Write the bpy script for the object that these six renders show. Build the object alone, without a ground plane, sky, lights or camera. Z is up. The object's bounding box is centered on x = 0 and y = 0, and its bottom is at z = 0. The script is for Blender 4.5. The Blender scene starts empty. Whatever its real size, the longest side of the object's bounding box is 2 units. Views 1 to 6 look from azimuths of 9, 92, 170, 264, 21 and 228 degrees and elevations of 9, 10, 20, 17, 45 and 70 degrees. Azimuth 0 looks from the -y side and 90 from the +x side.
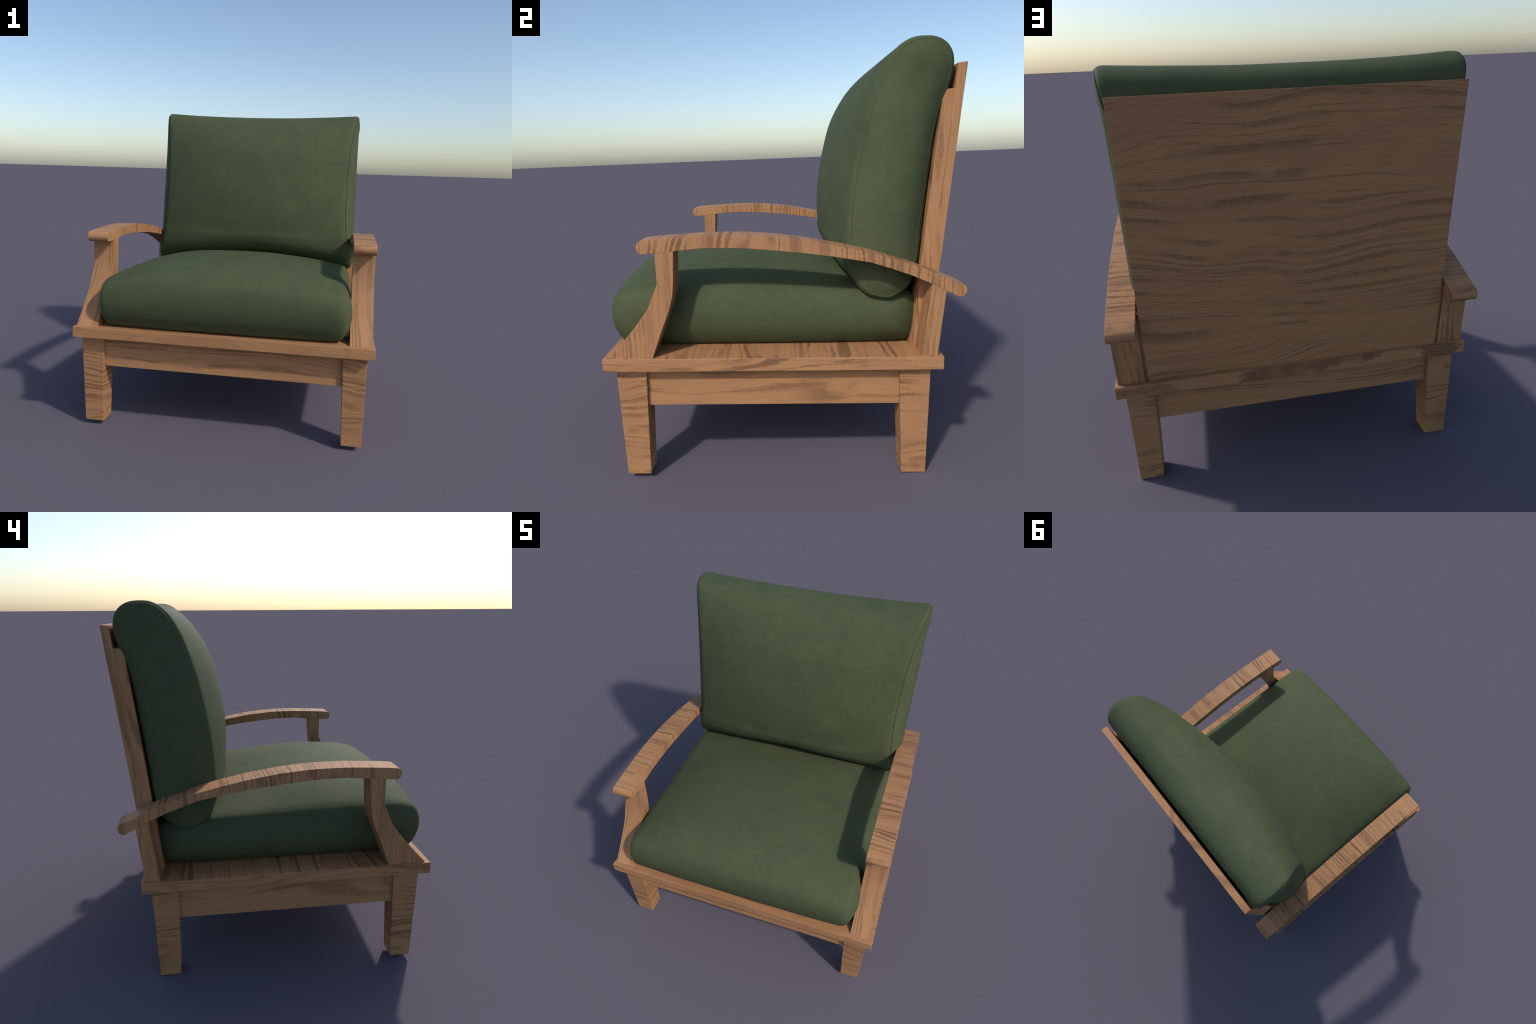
"""Deep-seating wooden garden armchair with green box cushions.
Everything is laid out in the chair's own level frame (metres, z up, front = -y);
the whole chair is then leaned back a little by the root Empty, as in the pictures."""
import bpy, bmesh, math
from mathutils import Vector, Matrix, noise

LEAN = math.radians(1.2)        # the chair leans back about its rear feet
PIVOT_Y = 0.654


# ------------------------------------------------------------------ helpers
class Nodes:
    """tiny helper round a node tree"""
    def __init__(self, mat):
        mat.use_nodes = True
        self.t = mat.node_tree
        self.t.nodes.clear()

    def add(self, kind, **kw):
        n = self.t.nodes.new(kind)
        for k, v in kw.items():
            setattr(n, k, v)
        return n

    def link(self, a, b):
        self.t.links.new(a, b)

    def put(self, sock, v):
        if hasattr(v, "is_output"):
            self.link(v, sock)
        else:
            sock.default_value = v

    def math(self, op, a, b=None, c=None, clamp=False):
        n = self.add("ShaderNodeMath", operation=op, use_clamp=clamp)
        self.put(n.inputs[0], a)
        if b is not None:
            self.put(n.inputs[1], b)
        if c is not None:
            self.put(n.inputs[2], c)
        return n.outputs[0]

    def noise(self, vec, scale, detail=2.0, rough=0.5, distort=0.0):
        n = self.add("ShaderNodeTexNoise")
        self.link(vec, n.inputs["Vector"])
        n.inputs["Scale"].default_value = scale
        n.inputs["Detail"].default_value = detail
        n.inputs["Roughness"].default_value = rough
        n.inputs["Distortion"].default_value = distort
        return n.outputs["Fac"]

    def mapping(self, vec, scale=(1, 1, 1), loc=(0, 0, 0), rot=(0, 0, 0)):
        n = self.add("ShaderNodeMapping")
        self.link(vec, n.inputs["Vector"])
        n.inputs["Scale"].default_value = scale
        n.inputs["Location"].default_value = loc
        n.inputs["Rotation"].default_value = rot
        return n.outputs["Vector"]

    def ramp(self, fac, stops, interp="LINEAR"):
        n = self.add("ShaderNodeValToRGB")
        n.color_ramp.interpolation = interp
        e = n.color_ramp.elements
        while len(e) < len(stops):
            e.new(0.5)
        for el, (p, c) in zip(e, stops):
            el.position = p
            el.color = c if len(c) == 4 else (*c, 1)
        self.link(fac, n.inputs["Fac"])
        return n.outputs["Color"]

    def mix(self, fac, a, b, kind="RGBA", blend="MIX"):
        n = self.add("ShaderNodeMix", data_type=kind)
        if kind == "RGBA":
            n.blend_type = blend
            i = (n.inputs[0], n.inputs[6], n.inputs[7]); o = n.outputs[2]
        elif kind == "VECTOR":
            i = (n.inputs[0], n.inputs[4], n.inputs[5]); o = n.outputs[1]
        else:
            i = (n.inputs[0], n.inputs[2], n.inputs[3]); o = n.outputs[0]
        for s, v in zip(i, (fac, a, b)):
            self.put(s, v)
        return o


def grey(v):
    return (v, v, v, 1)


LIGHT = (0.425, 0.216, 0.096, 1)
LIGHT_B = (0.385, 0.190, 0.087, 1)
DARK = (0.190, 0.093, 0.044, 1)


def wood(name, grain, vary, seed=0.0, rate=14.0, amp=8.0, along=0.8, across=3.2, alt=None, alt_axis=0, dark=1.0, cover=0.5, medk=0.2, patches=(2.6, 7.0, 4.0), floor=0.22, blotch=0.8, blotch_rate=0.3):
    """Teak: growth rings are contour lines of (a plane + a noise stretched along `grain`).
    grain / vary are axis indices: rings run along `grain`, repeat along `vary`, `rate` rings
    per metre plus `amp` rings of wandering.  `alt` = (grain, vary) is used on the faces whose
    normal points along alt_axis.  cover: how much of the wood the dark summer rings take."""
    m = bpy.data.materials.new(name)
    N = Nodes(m)
    tc = N.add("ShaderNodeTexCoord")
    info = N.add("ShaderNodeObjectInfo")
    obj = tc.outputs["Object"]
    offs = N.add("ShaderNodeVectorMath", operation="SCALE")
    offs.inputs[0].default_value = (3.7, 5.3, 4.1)
    N.link(info.outputs["Random"], offs.inputs["Scale"])
    add = N.add("ShaderNodeVectorMath", operation="ADD")
    N.link(obj, add.inputs[0]); N.link(offs.outputs[0], add.inputs[1])
    base = add.outputs[0]

    def frame(g, v):
        """coordinates as (along grain, ring direction, third axis)"""
        s = N.add("ShaderNodeSeparateXYZ"); N.link(base, s.inputs[0])
        c = N.add("ShaderNodeCombineXYZ")
        for k, a in enumerate((g, v, 3 - g - v)):
            N.link(s.outputs[a], c.inputs[k])
        return c.outputs[0]

    co = frame(grain, vary)
    if alt:
        ns = N.add("ShaderNodeSeparateXYZ"); N.link(tc.outputs["Normal"], ns.inputs[0])
        f = N.math("GREATER_THAN", N.math("ABSOLUTE", ns.outputs[alt_axis]), 0.7)
        co = N.mix(f, co, frame(*alt), "VECTOR")
    co = N.mapping(co, loc=(seed, seed * 1.7, seed * 0.6))

    sp = N.add("ShaderNodeSeparateXYZ"); N.link(co, sp.inputs[0])
    big = N.noise(N.mapping(co, (along, across, 1.2)), 1.0, 1.0, 0.4, 0.2)
    med = N.noise(N.mapping(co, (along * 2.5, across * 4, 4)), 1.0, 1.0, 0.5)
    wob = N.noise(N.mapping(co, (16, 150, 60)), 1.0, 3, 0.65)
    ring = N.math("ADD", N.math("MULTIPLY", big, amp), N.math("MULTIPLY", sp.outputs[1], rate))
    ring = N.math("ADD", ring, N.math("MULTIPLY", med, amp * medk))
    ring = N.math("ADD", ring, N.math("MULTIPLY", wob, 0.55))
    saw = N.math("FRACT", ring)
    idx = N.math("FLOOR", ring)
    wn = N.add("ShaderNodeTexWhiteNoise", noise_dimensions="1D")
    N.link(N.math("ADD", idx, seed + 0.37), wn.inputs["W"])
    wn2 = N.add("ShaderNodeTexWhiteNoise", noise_dimensions="1D")
    N.link(N.math("ADD", idx, seed + 7.77), wn2.inputs["W"])
    # dark part of a ring starts at a ring-dependent place and ends sharply
    start = N.math("SUBTRACT", 0.92, N.math("MULTIPLY", N.math("POWER", wn2.outputs["Value"], 1.5), 1.5 * cover))
    rise = N.add("ShaderNodeMapRange", interpolation_type="SMOOTHSTEP")
    N.link(saw, rise.inputs["Value"])
    N.link(N.math("SUBTRACT", start, 0.10), rise.inputs["From Min"])
    N.link(N.math("ADD", start, 0.06), rise.inputs["From Max"])
    fall = N.add("ShaderNodeMapRange", interpolation_type="SMOOTHSTEP")
    N.link(saw, fall.inputs["Value"])
    fall.inputs["From Min"].default_value = 1.0
    fall.inputs["From Max"].default_value = 0.95
    band = N.math("MULTIPLY", rise.outputs[0], fall.outputs[0])
    strength = N.ramp(wn.outputs["Value"], [(0.0, grey(0.12)), (0.30, grey(0.35)), (0.50, grey(0.85)), (1.0, grey(1.0))])
    # rings come and go along the board
    patch = N.ramp(N.noise(N.mapping(co, patches, (7, 3, 1)), 1.0, 3, 0.55, 0.3), [(0.42, grey(floor)), (0.54, grey(1.0))])
    # speckle of open pores along the grain
    fib = N.noise(N.mapping(co, (26, 260, 260)), 1.0, 2, 0.65)
    fibm = N.ramp(fib, [(0.36, grey(0.58)), (0.56, grey(1.0))])
    d = N.math("MULTIPLY", N.math("MULTIPLY", band, strength), patch)
    d = N.math("MULTIPLY", d, fibm)
    d = N.math("MULTIPLY", d, 1.1 * dark, clamp=True)
    # broad soft-edged brown figure that follows the same rings, in places only
    wide = N.math("FRACT", N.math("ADD", N.math("MULTIPLY", ring, blotch_rate), seed * 0.31))
    wideb = N.ramp(wide, [(0.0, grey(0.0)), (0.40, grey(0.0)), (0.56, grey(0.75)), (0.78, grey(1.0)), (0.84, grey(0.25)), (0.9, grey(0.0))])
    where = N.ramp(N.noise(N.mapping(co, tuple(0.9 * p for p in patches), (1, 6, 2)), 1.0, 3, 0.6, 0.5), [(0.47, grey(0)), (0.58, grey(1))])
    speck = N.noise(N.mapping(co, (60, 170, 170), (5, 5, 5)), 1.0, 3, 0.7)
    fig = N.math("MULTIPLY", N.math("MULTIPLY", wideb, where), N.ramp(speck, [(0.34, grey(0.35)), (0.56, grey(1.0))]))
    d = N.math("MAXIMUM", d, N.math("MULTIPLY", fig, blotch, clamp=True))
    streak = N.noise(N.mapping(co, (5, 150, 150), (3, 1, 8)), 1.0, 3, 0.6)
    fine = N.math("MULTIPLY", N.ramp(streak, [(0.50, grey(0)), (0.68, grey(1))]), 0.38 * dark)
    d = N.math("MAXIMUM", d, fine)
    pores = N.math("MULTIPLY", N.ramp(fib, [(0.56, grey(0)), (0.74, grey(1))]), 0.20)
    d = N.math("MAXIMUM", d, pores)
    tone = N.noise(N.mapping(co, (1.4, 7, 4), (2, 9, 4)), 1.0, 3, 0.6)
    lightc = N.mix(N.ramp(tone, [(0.35, grey(0)), (0.68, grey(1))]), LIGHT, LIGHT_B)
    col = N.mix(d, lightc, DARK)
    bs = N.add("ShaderNodeBsdfPrincipled")
    N.link(col, bs.inputs["Base Color"])
    bs.inputs["Roughness"].default_value = 0.62
    bs.inputs["Specular IOR Level"].default_value = 0.28
    bump = N.add("ShaderNodeBump")
    bump.inputs["Strength"].default_value = 0.10
    bump.inputs["Distance"].default_value = 0.002
    N.link(N.math("SUBTRACT", 1.0, d), bump.inputs["Height"])
    N.link(bump.outputs[0], bs.inputs["Normal"])
    out = N.add("ShaderNodeOutputMaterial")
    N.link(bs.outputs[0], out.inputs[0])
    return m


def fabric(name):
    m = bpy.data.materials.new(name)
    N = Nodes(m)
    tc = N.add("ShaderNodeTexCoord")
    co = tc.outputs["Object"]
    blot = N.noise(co, 5.5, 5, 0.62, 0.3)
    mott = N.noise(co, 26, 6, 0.72)
    weave = N.noise(N.mapping(co, (420, 420, 150)), 1.0, 1, 0.5)
    weave2 = N.noise(N.mapping(co, (150, 420, 420)), 1.0, 1, 0.5)
    f = N.math("ADD", N.math("MULTIPLY", blot, 0.5), N.math("MULTIPLY", mott, 0.5))
    col = N.ramp(f, [(0.34, (0.056, 0.070, 0.035, 1)), (0.5, (0.069, 0.085, 0.040, 1)), (0.66, (0.079, 0.096, 0.045, 1))])
    w = N.math("ADD", N.math("MULTIPLY", weave, 0.5), N.math("MULTIPLY", weave2, 0.5))
    col = N.mix(N.math("MULTIPLY", N.ramp(w, [(0.42, grey(1)), (0.56, grey(0))]), 0.22), col, (0.038, 0.049, 0.024, 1))
    bs = N.add("ShaderNodeBsdfPrincipled")
    N.link(col, bs.inputs["Base Color"])
    bs.inputs["Roughness"].default_value = 0.72
    bs.inputs["Specular IOR Level"].default_value = 0.17
    b = N.add("ShaderNodeBump")
    b.inputs["Strength"].default_value = 0.10
    b.inputs["Distance"].default_value = 0.0015
    N.link(N.math("ADD", w, N.math("MULTIPLY", mott, 0.8)), b.inputs["Height"])
    N.link(b.outputs[0], bs.inputs["Normal"])
    out = N.add("ShaderNodeOutputMaterial")
    N.link(bs.outputs[0], out.inputs[0])
    return m


def make(name, bm, mat, parent, bevel=0.0025, smooth_angle=None):
    bmesh.ops.recalc_face_normals(bm, faces=bm.faces)
    me = bpy.data.meshes.new(name)
    bm.to_mesh(me); bm.free()
    ob = bpy.data.objects.new(name, me)
    bpy.context.scene.collection.objects.link(ob)
    me.materials.append(mat)
    ob.parent = parent
    if smooth_angle is not None:
        me.polygons.foreach_set("use_smooth", [True] * len(me.polygons))
        if smooth_angle < 180:
            me.set_sharp_from_angle(angle=math.radians(smooth_angle))
    if bevel:
        mod = ob.modifiers.new("eased_edges", "BEVEL")
        mod.width = bevel; mod.segments = 2; mod.limit_method = "ANGLE"; mod.angle_limit = math.radians(58)
        mod.harden_normals = smooth_angle is not None
    return ob


def extrude_yz(profile, x0, x1):
    """board cut to a (y, z) outline, from x0 to x1"""
    bm = bmesh.new()
    a = [bm.verts.new((x0, y, z)) for y, z in profile]
    b = [bm.verts.new((x1, y, z)) for y, z in profile]
    bm.faces.new(a[::-1]); bm.faces.new(b)
    n = len(profile)
    for i in range(n):
        j = (i + 1) % n
        bm.faces.new((a[i], a[j], b[j], b[i]))
    return bm


def block(x0, x1, y0, y1, z0, z1):
    return extrude_yz([(y0, z0), (y1, z0), (y1, z1), (y0, z1)], x0, x1)


def tapered(bottom, top, z0, z1):
    """post with rectangular ends (x0, x1, y0, y1)"""
    bm = bmesh.new()
    rows = []
    for (x0, x1, y0, y1), z in ((bottom, z0), (top, z1)):
        rows.append([bm.verts.new(p) for p in ((x0, y0, z), (x1, y0, z), (x1, y1, z), (x0, y1, z))])
    bm.faces.new(rows[0][::-1]); bm.faces.new(rows[1])
    for i in range(4):
        j = (i + 1) % 4
        bm.faces.new((rows[0][i], rows[0][j], rows[1][j], rows[1][i]))
    return bm


def closed_spline(ctrl, per=8):
    """Catmull-Rom through a closed list of tuples (centripetal enough for our spacing)"""
    out = []
    n = len(ctrl)
    P = [Vector(c) for c in ctrl]
    for i in range(n):
        p0, p1, p2, p3 = P[i - 1], P[i], P[(i + 1) % n], P[(i + 2) % n]
        d = (p2 - p1).length
        m1 = (p2 - p0) * (d / max((p1 - p0).length + d, 1e-6))
        m2 = (p3 - p1) * (d / max((p3 - p2).length + d, 1e-6))
        for k in range(per):
            t = k / per
            h00 = 2 * t**3 - 3 * t**2 + 1; h10 = t**3 - 2 * t**2 + t
            h01 = -2 * t**3 + 3 * t**2; h11 = t**3 - t**2
            out.append(p1 * h00 + m1 * h10 + p2 * h01 + m2 * h11)
    return out


def box_cushion(ctrl, medial, rows, groove, wrinkle, seed, puff, soft, soft_reach, flare=0.0):
    """Stuffed box cushion: outline loops in the y-z plane lofted across x, with a
    bulging gusset at each side.  ctrl rows: (side_y, side_z, centre_y, centre_z, seam_x, power of the
    forward bulge across x, power of the rise across x).
    medial: the two (y, z) ends of the line the gusset puffs out around."""
    import numpy as np
    loop = closed_spline(ctrl, 7)
    zs = [p[1] for p in loop]
    zc, zh = (max(zs) + min(zs)) / 2, (max(zs) - min(zs)) / 2
    for p in loop:                # the stuffed corners stand out sideways
        p.resize(8)
        p[7] = flare * (abs(p[1] - zc) / zh) ** 3
        p[4] += p[7]
    n = len(loop)
    m0, m1 = Vector(medial[0]), Vector(medial[1])
    bm = bmesh.new()

    def ring(fn):
        return [bm.verts.new(fn(Vector(p))) for p in loop]

    def wr(v):
        s = noise.noise(v * 3.1 + Vector((seed, 0, 0))) * 0.6 + noise.noise(v * 8.0 + Vector((0, seed, 0))) * 0.25
        return s * wrinkle

    def body(u):
        def fn(p):
            y = p[0] + (p[2] - p[0]) * max(0.0, 1 - abs(u) ** p[5])
            z = p[1] + (p[3] - p[1]) * max(0.0, 1 - abs(u) ** p[6])
            # the skin dives into the seam over the last centimetres
            e = min(1.0, (1 - abs(u)) / 0.012)
            pull = groove * (1 - e) ** 1.5 + inset(abs(u) * p[4], p[4])
            mid = nearest(p)
            d = (Vector((y, z)) - mid)
            L = d.length
            q = Vector((y, z)) - d * (pull / max(L, 1e-4))
            v = Vector((u * p[4], q.x, q.y))
            k = wr(v) * (1 - abs(u) ** 6)
            return v + Vector((0, d.x / L * k, d.y / L * k))
        return fn

    def inset(x, seam_x):
        """how far the panel has rolled over towards the gusset"""
        r = min(1.0, max(0.0, (x - (seam_x - soft_reach)) / soft_reach))
        return soft * (1 - math.sqrt(max(0.0, 1 - 0.94 * r * r)))

    def nearest(p, snap=0):
        a = Vector((p[0], p[1]))
        t = min(1, max(0, (a - m0).dot(m1 - m0) / (m1 - m0).length_squared))
        if snap:                      # the two halves of the gusset share these points
            t = round(t * snap) / snap
        return m0 + (m1 - m0) * t

    def gusset(sign, t):
        def fn(p):
            mid = nearest(p, 26 if t == 1 else 0)
            a = Vector((p[0], p[1]))
            a = a + (mid - a).normalized() * inset(1, 1)
            q = a + (mid - a) * t
            lift = 1 - (1 - t) ** 2.2
            x = p[4] + (puff + p[7] * (1 - t * t) - p[4]) * lift
            # welt ridge right behind the seam
            w = math.exp(-((t - 0.040) / 0.020) ** 2) * groove * 0.45
            v = Vector((sign * (x + w), q.x, q.y))
            return v + Vector((sign * wr(v) * t * 0.8, 0, 0))
        return fn

    us = [-1 + 2 * i / rows for i in range(rows + 1)]
    us = sorted(set(us + [s * a for s in (-1, 1) for a in (0.9, 0.915, 0.945, 0.96, 0.975, 0.985, 0.989, 0.993, 0.9965)]))
    ts = [0.012, 0.028, 0.045, 0.07, 0.1, 0.15, 0.22, 0.31, 0.42, 0.55, 0.7, 0.85, 1]
    seq = [ring(gusset(-1, t)) for t in reversed(ts)] + [ring(body(u)) for u in us] + [ring(gusset(1, t)) for t in ts]
    for a, b in zip(seq, seq[1:]):
        for i in range(n):
            j = (i + 1) % n
            bm.faces.new((a[i], a[j], b[j], b[i]))
    bmesh.ops.remove_doubles(bm, verts=seq[0] + seq[-1], dist=1e-6)
    bmesh.ops.dissolve_degenerate(bm, dist=1e-6, edges=bm.edges)
    return bm


# ------------------------------------------------------------------ root
chair = bpy.data.objects.new("armchair", None)
bpy.context.scene.collection.objects.link(chair)
chair["label"] = "low wooden garden armchair with dark green box cushions"
chair["category"] = "armchair"
chair.matrix_world = (Matrix.Translation((0, PIVOT_Y, 0)) @ Matrix.Rotation(-LEAN, 4, "X") @ Matrix.Translation((0, -PIVOT_Y, 0)))

X, Y, Z = 0, 1, 2
w_platform = wood("teak_platform", X, Y, 1.3, 26, 8, 0.6, 3.0, alt=(Y, Z), alt_axis=X, dark=1.1, cover=0.45, floor=0.3, blotch=0.9)
w_leg = wood("teak_leg", X, Z, 2.1, 30, 9, 1.5, 3.2, cover=0.36, dark=1.0, floor=0.3, blotch=0.85, blotch_rate=0.4)
w_apron_x = wood("teak_apron_front", X, Z, 4.4, 40, 8, 0.7, 3.0, dark=0.85, medk=0.12, cover=0.4, blotch=0.6)
w_apron_y = wood("teak_apron_side", Y, Z, 3.2, 26, 10, 1.0, 3.0, dark=0.85, medk=0.15, cover=0.36)
w_arm = wood("teak_armrest", X, Y, 5.7, 38, 8, 1.0, 2.6, dark=1.2, cover=0.46, medk=0.15, floor=0.5, blotch=0.95, blotch_rate=0.22)
w_post = wood("teak_post", Z, X, 6.5, 40, 9, 0.6, 3.4, alt=(Z, Y), alt_axis=X, dark=0.85, cover=0.38, medk=0.12, floor=0.3, blotch=0.6)
w_stile = wood("teak_stile", Z, Y, 8.1, 24, 9, 0.7, 4.0, dark=0.8, cover=0.35, blotch=0.8)
w_panel = wood("teak_panel", X, Z, 9.4, 44, 15, 0.9, 2.0, alt=(Z, Y), alt_axis=X, dark=0.72, cover=0.28, medk=0.10, patches=(1.6, 4.2, 2), floor=0.3, blotch=0.9, blotch_rate=0.3)
cloth = fabric("green_canvas")

# ------------------------------------------------------------------ base
PT, PB = 0.5985, 0.536      # top and underside of the seat platform
make("seat_platform", block(-0.873, 0.873, -0.848, 0.7095, PB, PT), w_platform, chair)

for sx in (1, -1):
    for k, (bot, top) in enumerate((
            ((0.716, 0.831, -0.776, -0.664), (0.701, 0.838, -0.798, -0.656)),
            ((0.716, 0.832, 0.541, 0.654), (0.701, 0.838, 0.517, 0.661)))):
        b = tuple(sorted((sx * bot[0], sx * bot[1]))) + bot[2:]
        t = tuple(sorted((sx * top[0], sx * top[1]))) + top[2:]
        make("leg", tapered(b, t, -0.003 if k == 0 else 0.0, PB + 0.004), w_leg, chair)

AB = 0.348                  # underside of the aprons
make("apron", block(-0.706, 0.706, -0.772, -0.735, AB, PB + 0.004), w_apron_x, chair)
make("apron", block(-0.706, 0.706, 0.600, 0.636, AB, PB + 0.004), w_apron_x, chair)
for sx in (1, -1):
    x0, x1 = sorted((sx * 0.780, sx * 0.818))
    make("apron", block(x0, x1, -0.660, 0.525, AB, PB + 0.004), w_apron_y, chair)

# ------------------------------------------------------------------ arms
def nose(top, low, bulge, steps=6):
    """rounded end of a board: half an ellipse from `top` round to `low`"""
    t, l = Vector(top), Vector(low)
    c, r = (t + l) / 2, (t - l) / 2
    out = Vector((-r.y, r.x)).normalized() * bulge
    return [tuple(c + r * math.cos(math.pi * k / steps) + out * math.sin(math.pi * k / steps)) for k in range(steps + 1)]


ARM_TOP = [(-0.595, 1.1485), (-0.497, 1.155), (-0.379, 1.162),
           (-0.270, 1.1635), (-0.180, 1.162), (-0.029, 1.150), (0.130, 1.1265), (0.275, 1.098), (0.421, 1.064),
           (0.540, 1.026), (0.645, 0.986), (0.727, 0.952)]
ARM_LOW = [(0.716, 0.8975), (0.647, 0.932), (0.560, 0.970), (0.465, 1.004), (0.372, 1.033),
           (0.229, 1.058), (0.070, 1.080), (-0.144, 1.101), (-0.260, 1.107), (-0.374, 1.107), (-0.490, 1.096), (-0.579, 1.087)]
ARM = nose((-0.638, 1.1435), (-0.641, 1.083), 0.0245)[::-1]
ARM = ARM + ARM_TOP + nose((0.784, 0.9305), (0.762, 0.8735), -0.0285) + ARM_LOW
FRONT_POST = [(-0.582, 1.096), (-0.579, 0.946), (-0.630, 0.827), (-0.692, 0.745), (-0.758, 0.668), (-0.829, 0.590),
              (-0.620, 0.590), (-0.571, 0.722), (-0.529, 0.827), (-0.512, 0.888), (-0.505, 0.955), (-0.498, 1.100)]
REAR_POST = [(0.6105, 0.590), (0.6485, 0.945), (0.712, 0.912), (0.6825, 0.590)]
for sx in (1, -1):
    x0, x1 = sorted((sx * 0.7325, sx * 0.8615))
    rest = make("armrest", extrude_yz(ARM, x0, x1), w_arm, chair, 0.0018, 42)
    x0, x1 = sorted((sx * 0.734, sx * 0.8603))
    make("arm_post", extrude_yz(FRONT_POST, x0, x1), w_post, rest, 0.002, 32)
    make("arm_post", extrude_yz(REAR_POST, x0, x1), w_post, rest, 0.002)

# ------------------------------------------------------------------ back
slope = (0.8055 - 0.6835) / (1.892 - 0.5985)
rear = lambda z: 0.6835 + slope * (z - 0.5985)
PTH, STH = 0.041, 0.049
panel = make("back_panel", extrude_yz([(rear(0.590), 0.590), (rear(1.892), 1.892), (rear(1.888) - PTH, 1.888), (rear(0.590) - PTH, 0.590)],
                                      -0.7185, 0.7185), w_panel, chair, 0.0015)
for sx in (1, -1):
    x0, x1 = sorted((sx * 0.635, sx * 0.7165))
    f = lambda z, d: rear(z) - PTH - d
    make("stile", extrude_yz([(f(0.590, -0.002), 0.590), (f(1.781, -0.002), 1.781), (f(1.777, STH), 1.777), (f(0.590, STH), 0.590)], x0, x1), w_stile, panel, 0.0015)

    x0, x1 = sorted((sx * 0.7160, sx * 0.7350))      # packing strip between stile and arm post
    make("spacer", extrude_yz([(f(0.590, 0.046), 0.590), (f(0.590, -0.029), 0.590), (f(0.925, -0.029), 0.925), (f(0.925, 0.046), 0.925)], x0, x1), w_stile, panel, 0)

# ------------------------------------------------------------------ cushions
#   side_y side_z | centre_y centre_z | seam_x bulge_power rise_power
SEAT = [
    (-0.60, 0.601, -0.62, 0.600, 0.690, 2.7, 2.7), (-0.778, 0.606, -0.785, 0.604, 0.688, 2.7, 2.7),
    (-0.812, 0.638, -0.820, 0.640, 0.695, 2.7, 2.7), (-0.838, 0.690, -0.848, 0.690, 0.702, 2.7, 2.7),
    (-0.8500, 0.752, -0.864, 0.765, 0.705, 2.7, 2.7), (-0.842, 0.816, -0.860, 0.840, 0.703, 2.7, 2.7),
    (-0.814, 0.862, -0.838, 0.890, 0.701, 2.7, 2.7), (-0.752, 0.884, -0.776, 0.938, 0.702, 2.7, 2.7), (-0.66, 0.888, -0.670, 0.982, 0.704, 2.7, 2.7),
    (-0.50, 0.888, -0.500, 1.009, 0.706, 2.7, 2.7), (-0.30, 0.886, -0.300, 1.017, 0.706, 2.7, 2.7),
    (-0.10, 0.882, -0.100, 1.000, 0.706, 2.7, 2.7), (0.10, 0.878, 0.100, 0.970, 0.706, 2.7, 2.7), (0.30, 0.874, 0.300, 0.936, 0.704, 2.7, 2.7),
    (0.48, 0.866, 0.480, 0.905, 0.698, 2.7, 2.7), (0.580, 0.850, 0.585, 0.880, 0.685, 2.7, 2.7), (0.632, 0.805, 0.635, 0.810, 0.672, 2.7, 2.7),
    (0.645, 0.720, 0.645, 0.720, 0.668, 2.7, 2.7), (0.634, 0.645, 0.635, 0.640, 0.664, 2.7, 2.7), (0.600, 0.606, 0.600, 0.604, 0.664, 2.7, 2.7),
    (0.40, 0.601, 0.40, 0.600, 0.682, 2.7, 2.7), (0.0, 0.601, 0.0, 0.600, 0.690, 2.7, 2.7), (-0.30, 0.601, -0.30, 0.600, 0.690, 2.7, 2.7),
]
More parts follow.
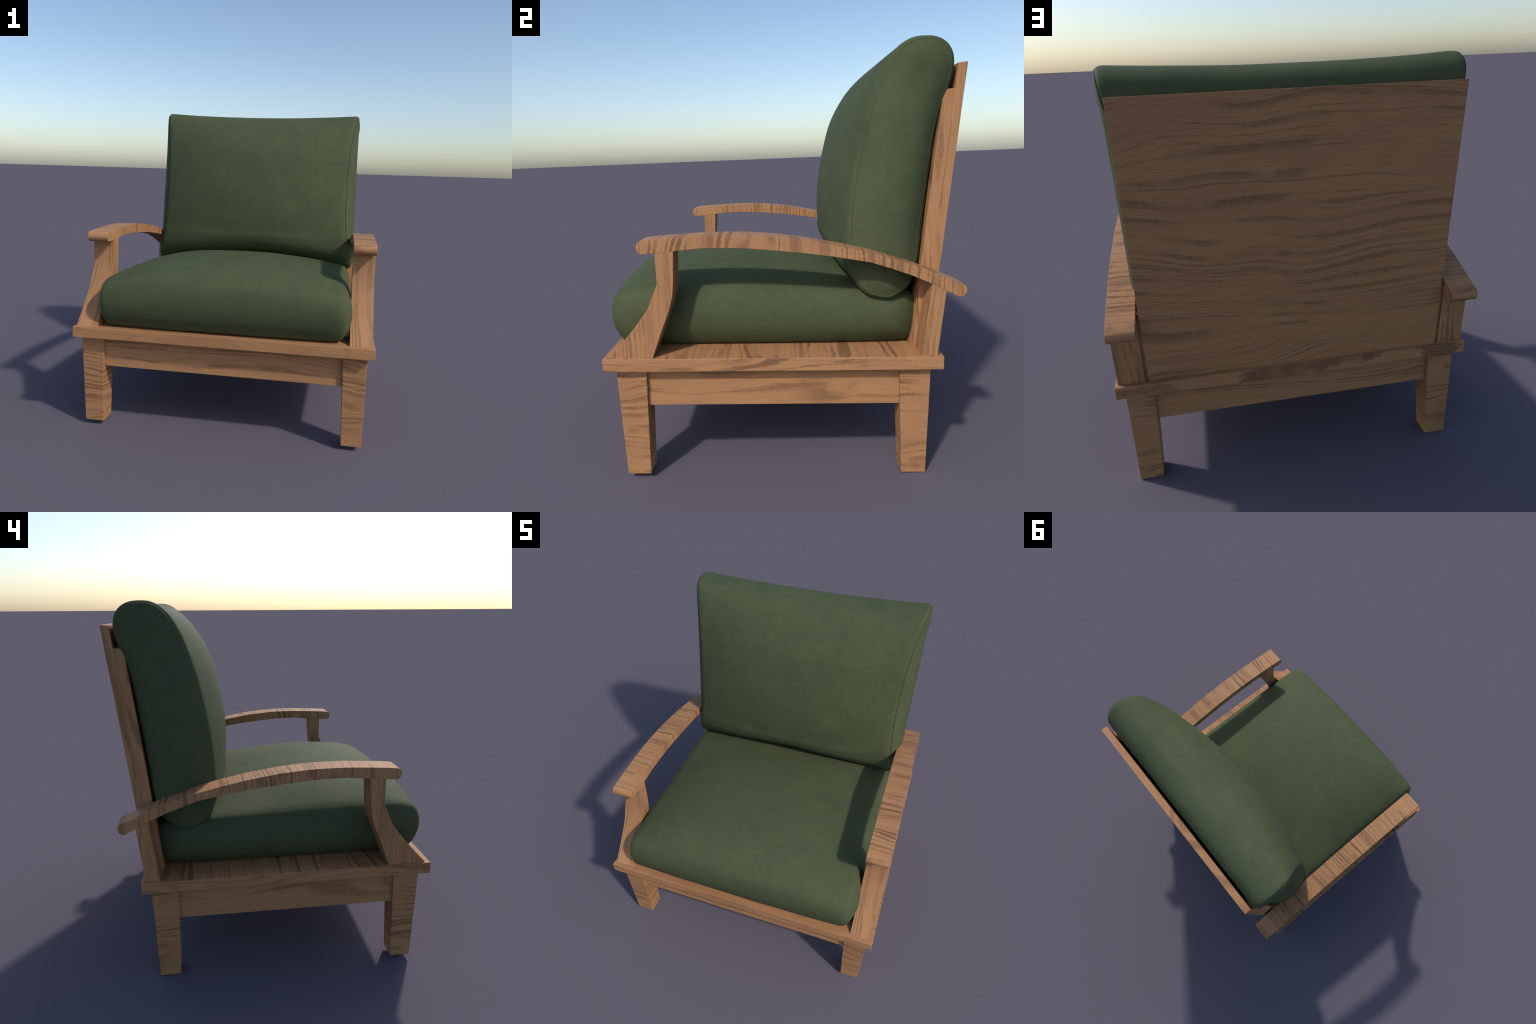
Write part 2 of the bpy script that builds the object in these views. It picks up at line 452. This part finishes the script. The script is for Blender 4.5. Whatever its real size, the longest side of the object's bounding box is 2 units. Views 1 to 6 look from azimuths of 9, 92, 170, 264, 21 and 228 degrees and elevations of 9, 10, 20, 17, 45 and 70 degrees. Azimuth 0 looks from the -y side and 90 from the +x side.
BACK = [
    (0.455, 0.829, 0.455, 0.914, 0.730, 2.8, 1.0), (0.388, 0.847, 0.375, 0.917, 0.733, 2.8, 1.0), (0.341, 0.890, 0.308, 0.950, 0.733, 2.8, 1.0),
    (0.308, 0.954, 0.246, 0.997, 0.722, 2.8, 1.0), (0.296, 1.040, 0.213, 1.056, 0.706, 2.5, 1.2), (0.2945, 1.125, 0.205, 1.132, 0.694, 2.1, 2.1),
    (0.3005, 1.235, 0.201, 1.240, 0.687, 2.2, 2.2), (0.316, 1.374, 0.211, 1.374, 0.684, 2.2, 2.2), (0.343, 1.536, 0.238, 1.530, 0.686, 2.2, 2.2),
    (0.379, 1.692, 0.280, 1.690, 0.694, 2.2, 2.2), (0.424, 1.831, 0.352, 1.826, 0.708, 2.2, 2.2), (0.469, 1.921, 0.422, 1.912, 0.722, 2.2, 2.2),
    (0.510, 1.969, 0.490, 1.953, 0.731, 2.2, 2.2), (0.560, 1.996, 0.560, 1.970, 0.737, 2.2, 2.2), (0.612, 2.001, 0.612, 1.979, 0.740, 2.2, 2.2),
    (0.664, 1.995, 0.664, 1.970, 0.740, 2.2, 2.2), (0.708, 1.971, 0.706, 1.950, 0.738, 2.2, 2.2), (0.736, 1.932, 0.734, 1.915, 0.734, 2.2, 2.2),
    (0.746, 1.880, 0.744, 1.870, 0.728, 2.2, 2.2), (0.736, 1.800, 0.734, 1.800, 0.716, 2.2, 2.2), (0.710, 1.715, 0.712, 1.715, 0.706, 2.2, 2.2),
    (0.684, 1.600, 0.690, 1.600, 0.698, 2.2, 2.2), (0.660, 1.380, 0.668, 1.380, 0.692, 2.2, 2.2), (0.640, 1.180, 0.650, 1.180, 0.692, 2.2, 2.2),
    (0.622, 1.010, 0.634, 1.010, 0.702, 2.2, 2.2), (0.600, 0.930, 0.605, 0.950, 0.714, 2.2, 2.2), (0.562, 0.873, 0.562, 0.925, 0.724, 1.4, 1.0),
    (0.512, 0.839, 0.512, 0.920, 0.728, 1.3, 1.0),
]
make("seat_cushion", box_cushion(SEAT, ((-0.68, 0.745), (0.47, 0.735)), 30, 0.001, 0.004, 3.3, 0.744, 0.016, 0.055), cloth, chair, 0, 180)
make("back_cushion", box_cushion(BACK, ((0.460, 0.990), (0.602, 1.850)), 30, 0.006, 0.003, 8.8, 0.757, 0.014, 0.030, 0.013), cloth, chair, 0, 180)
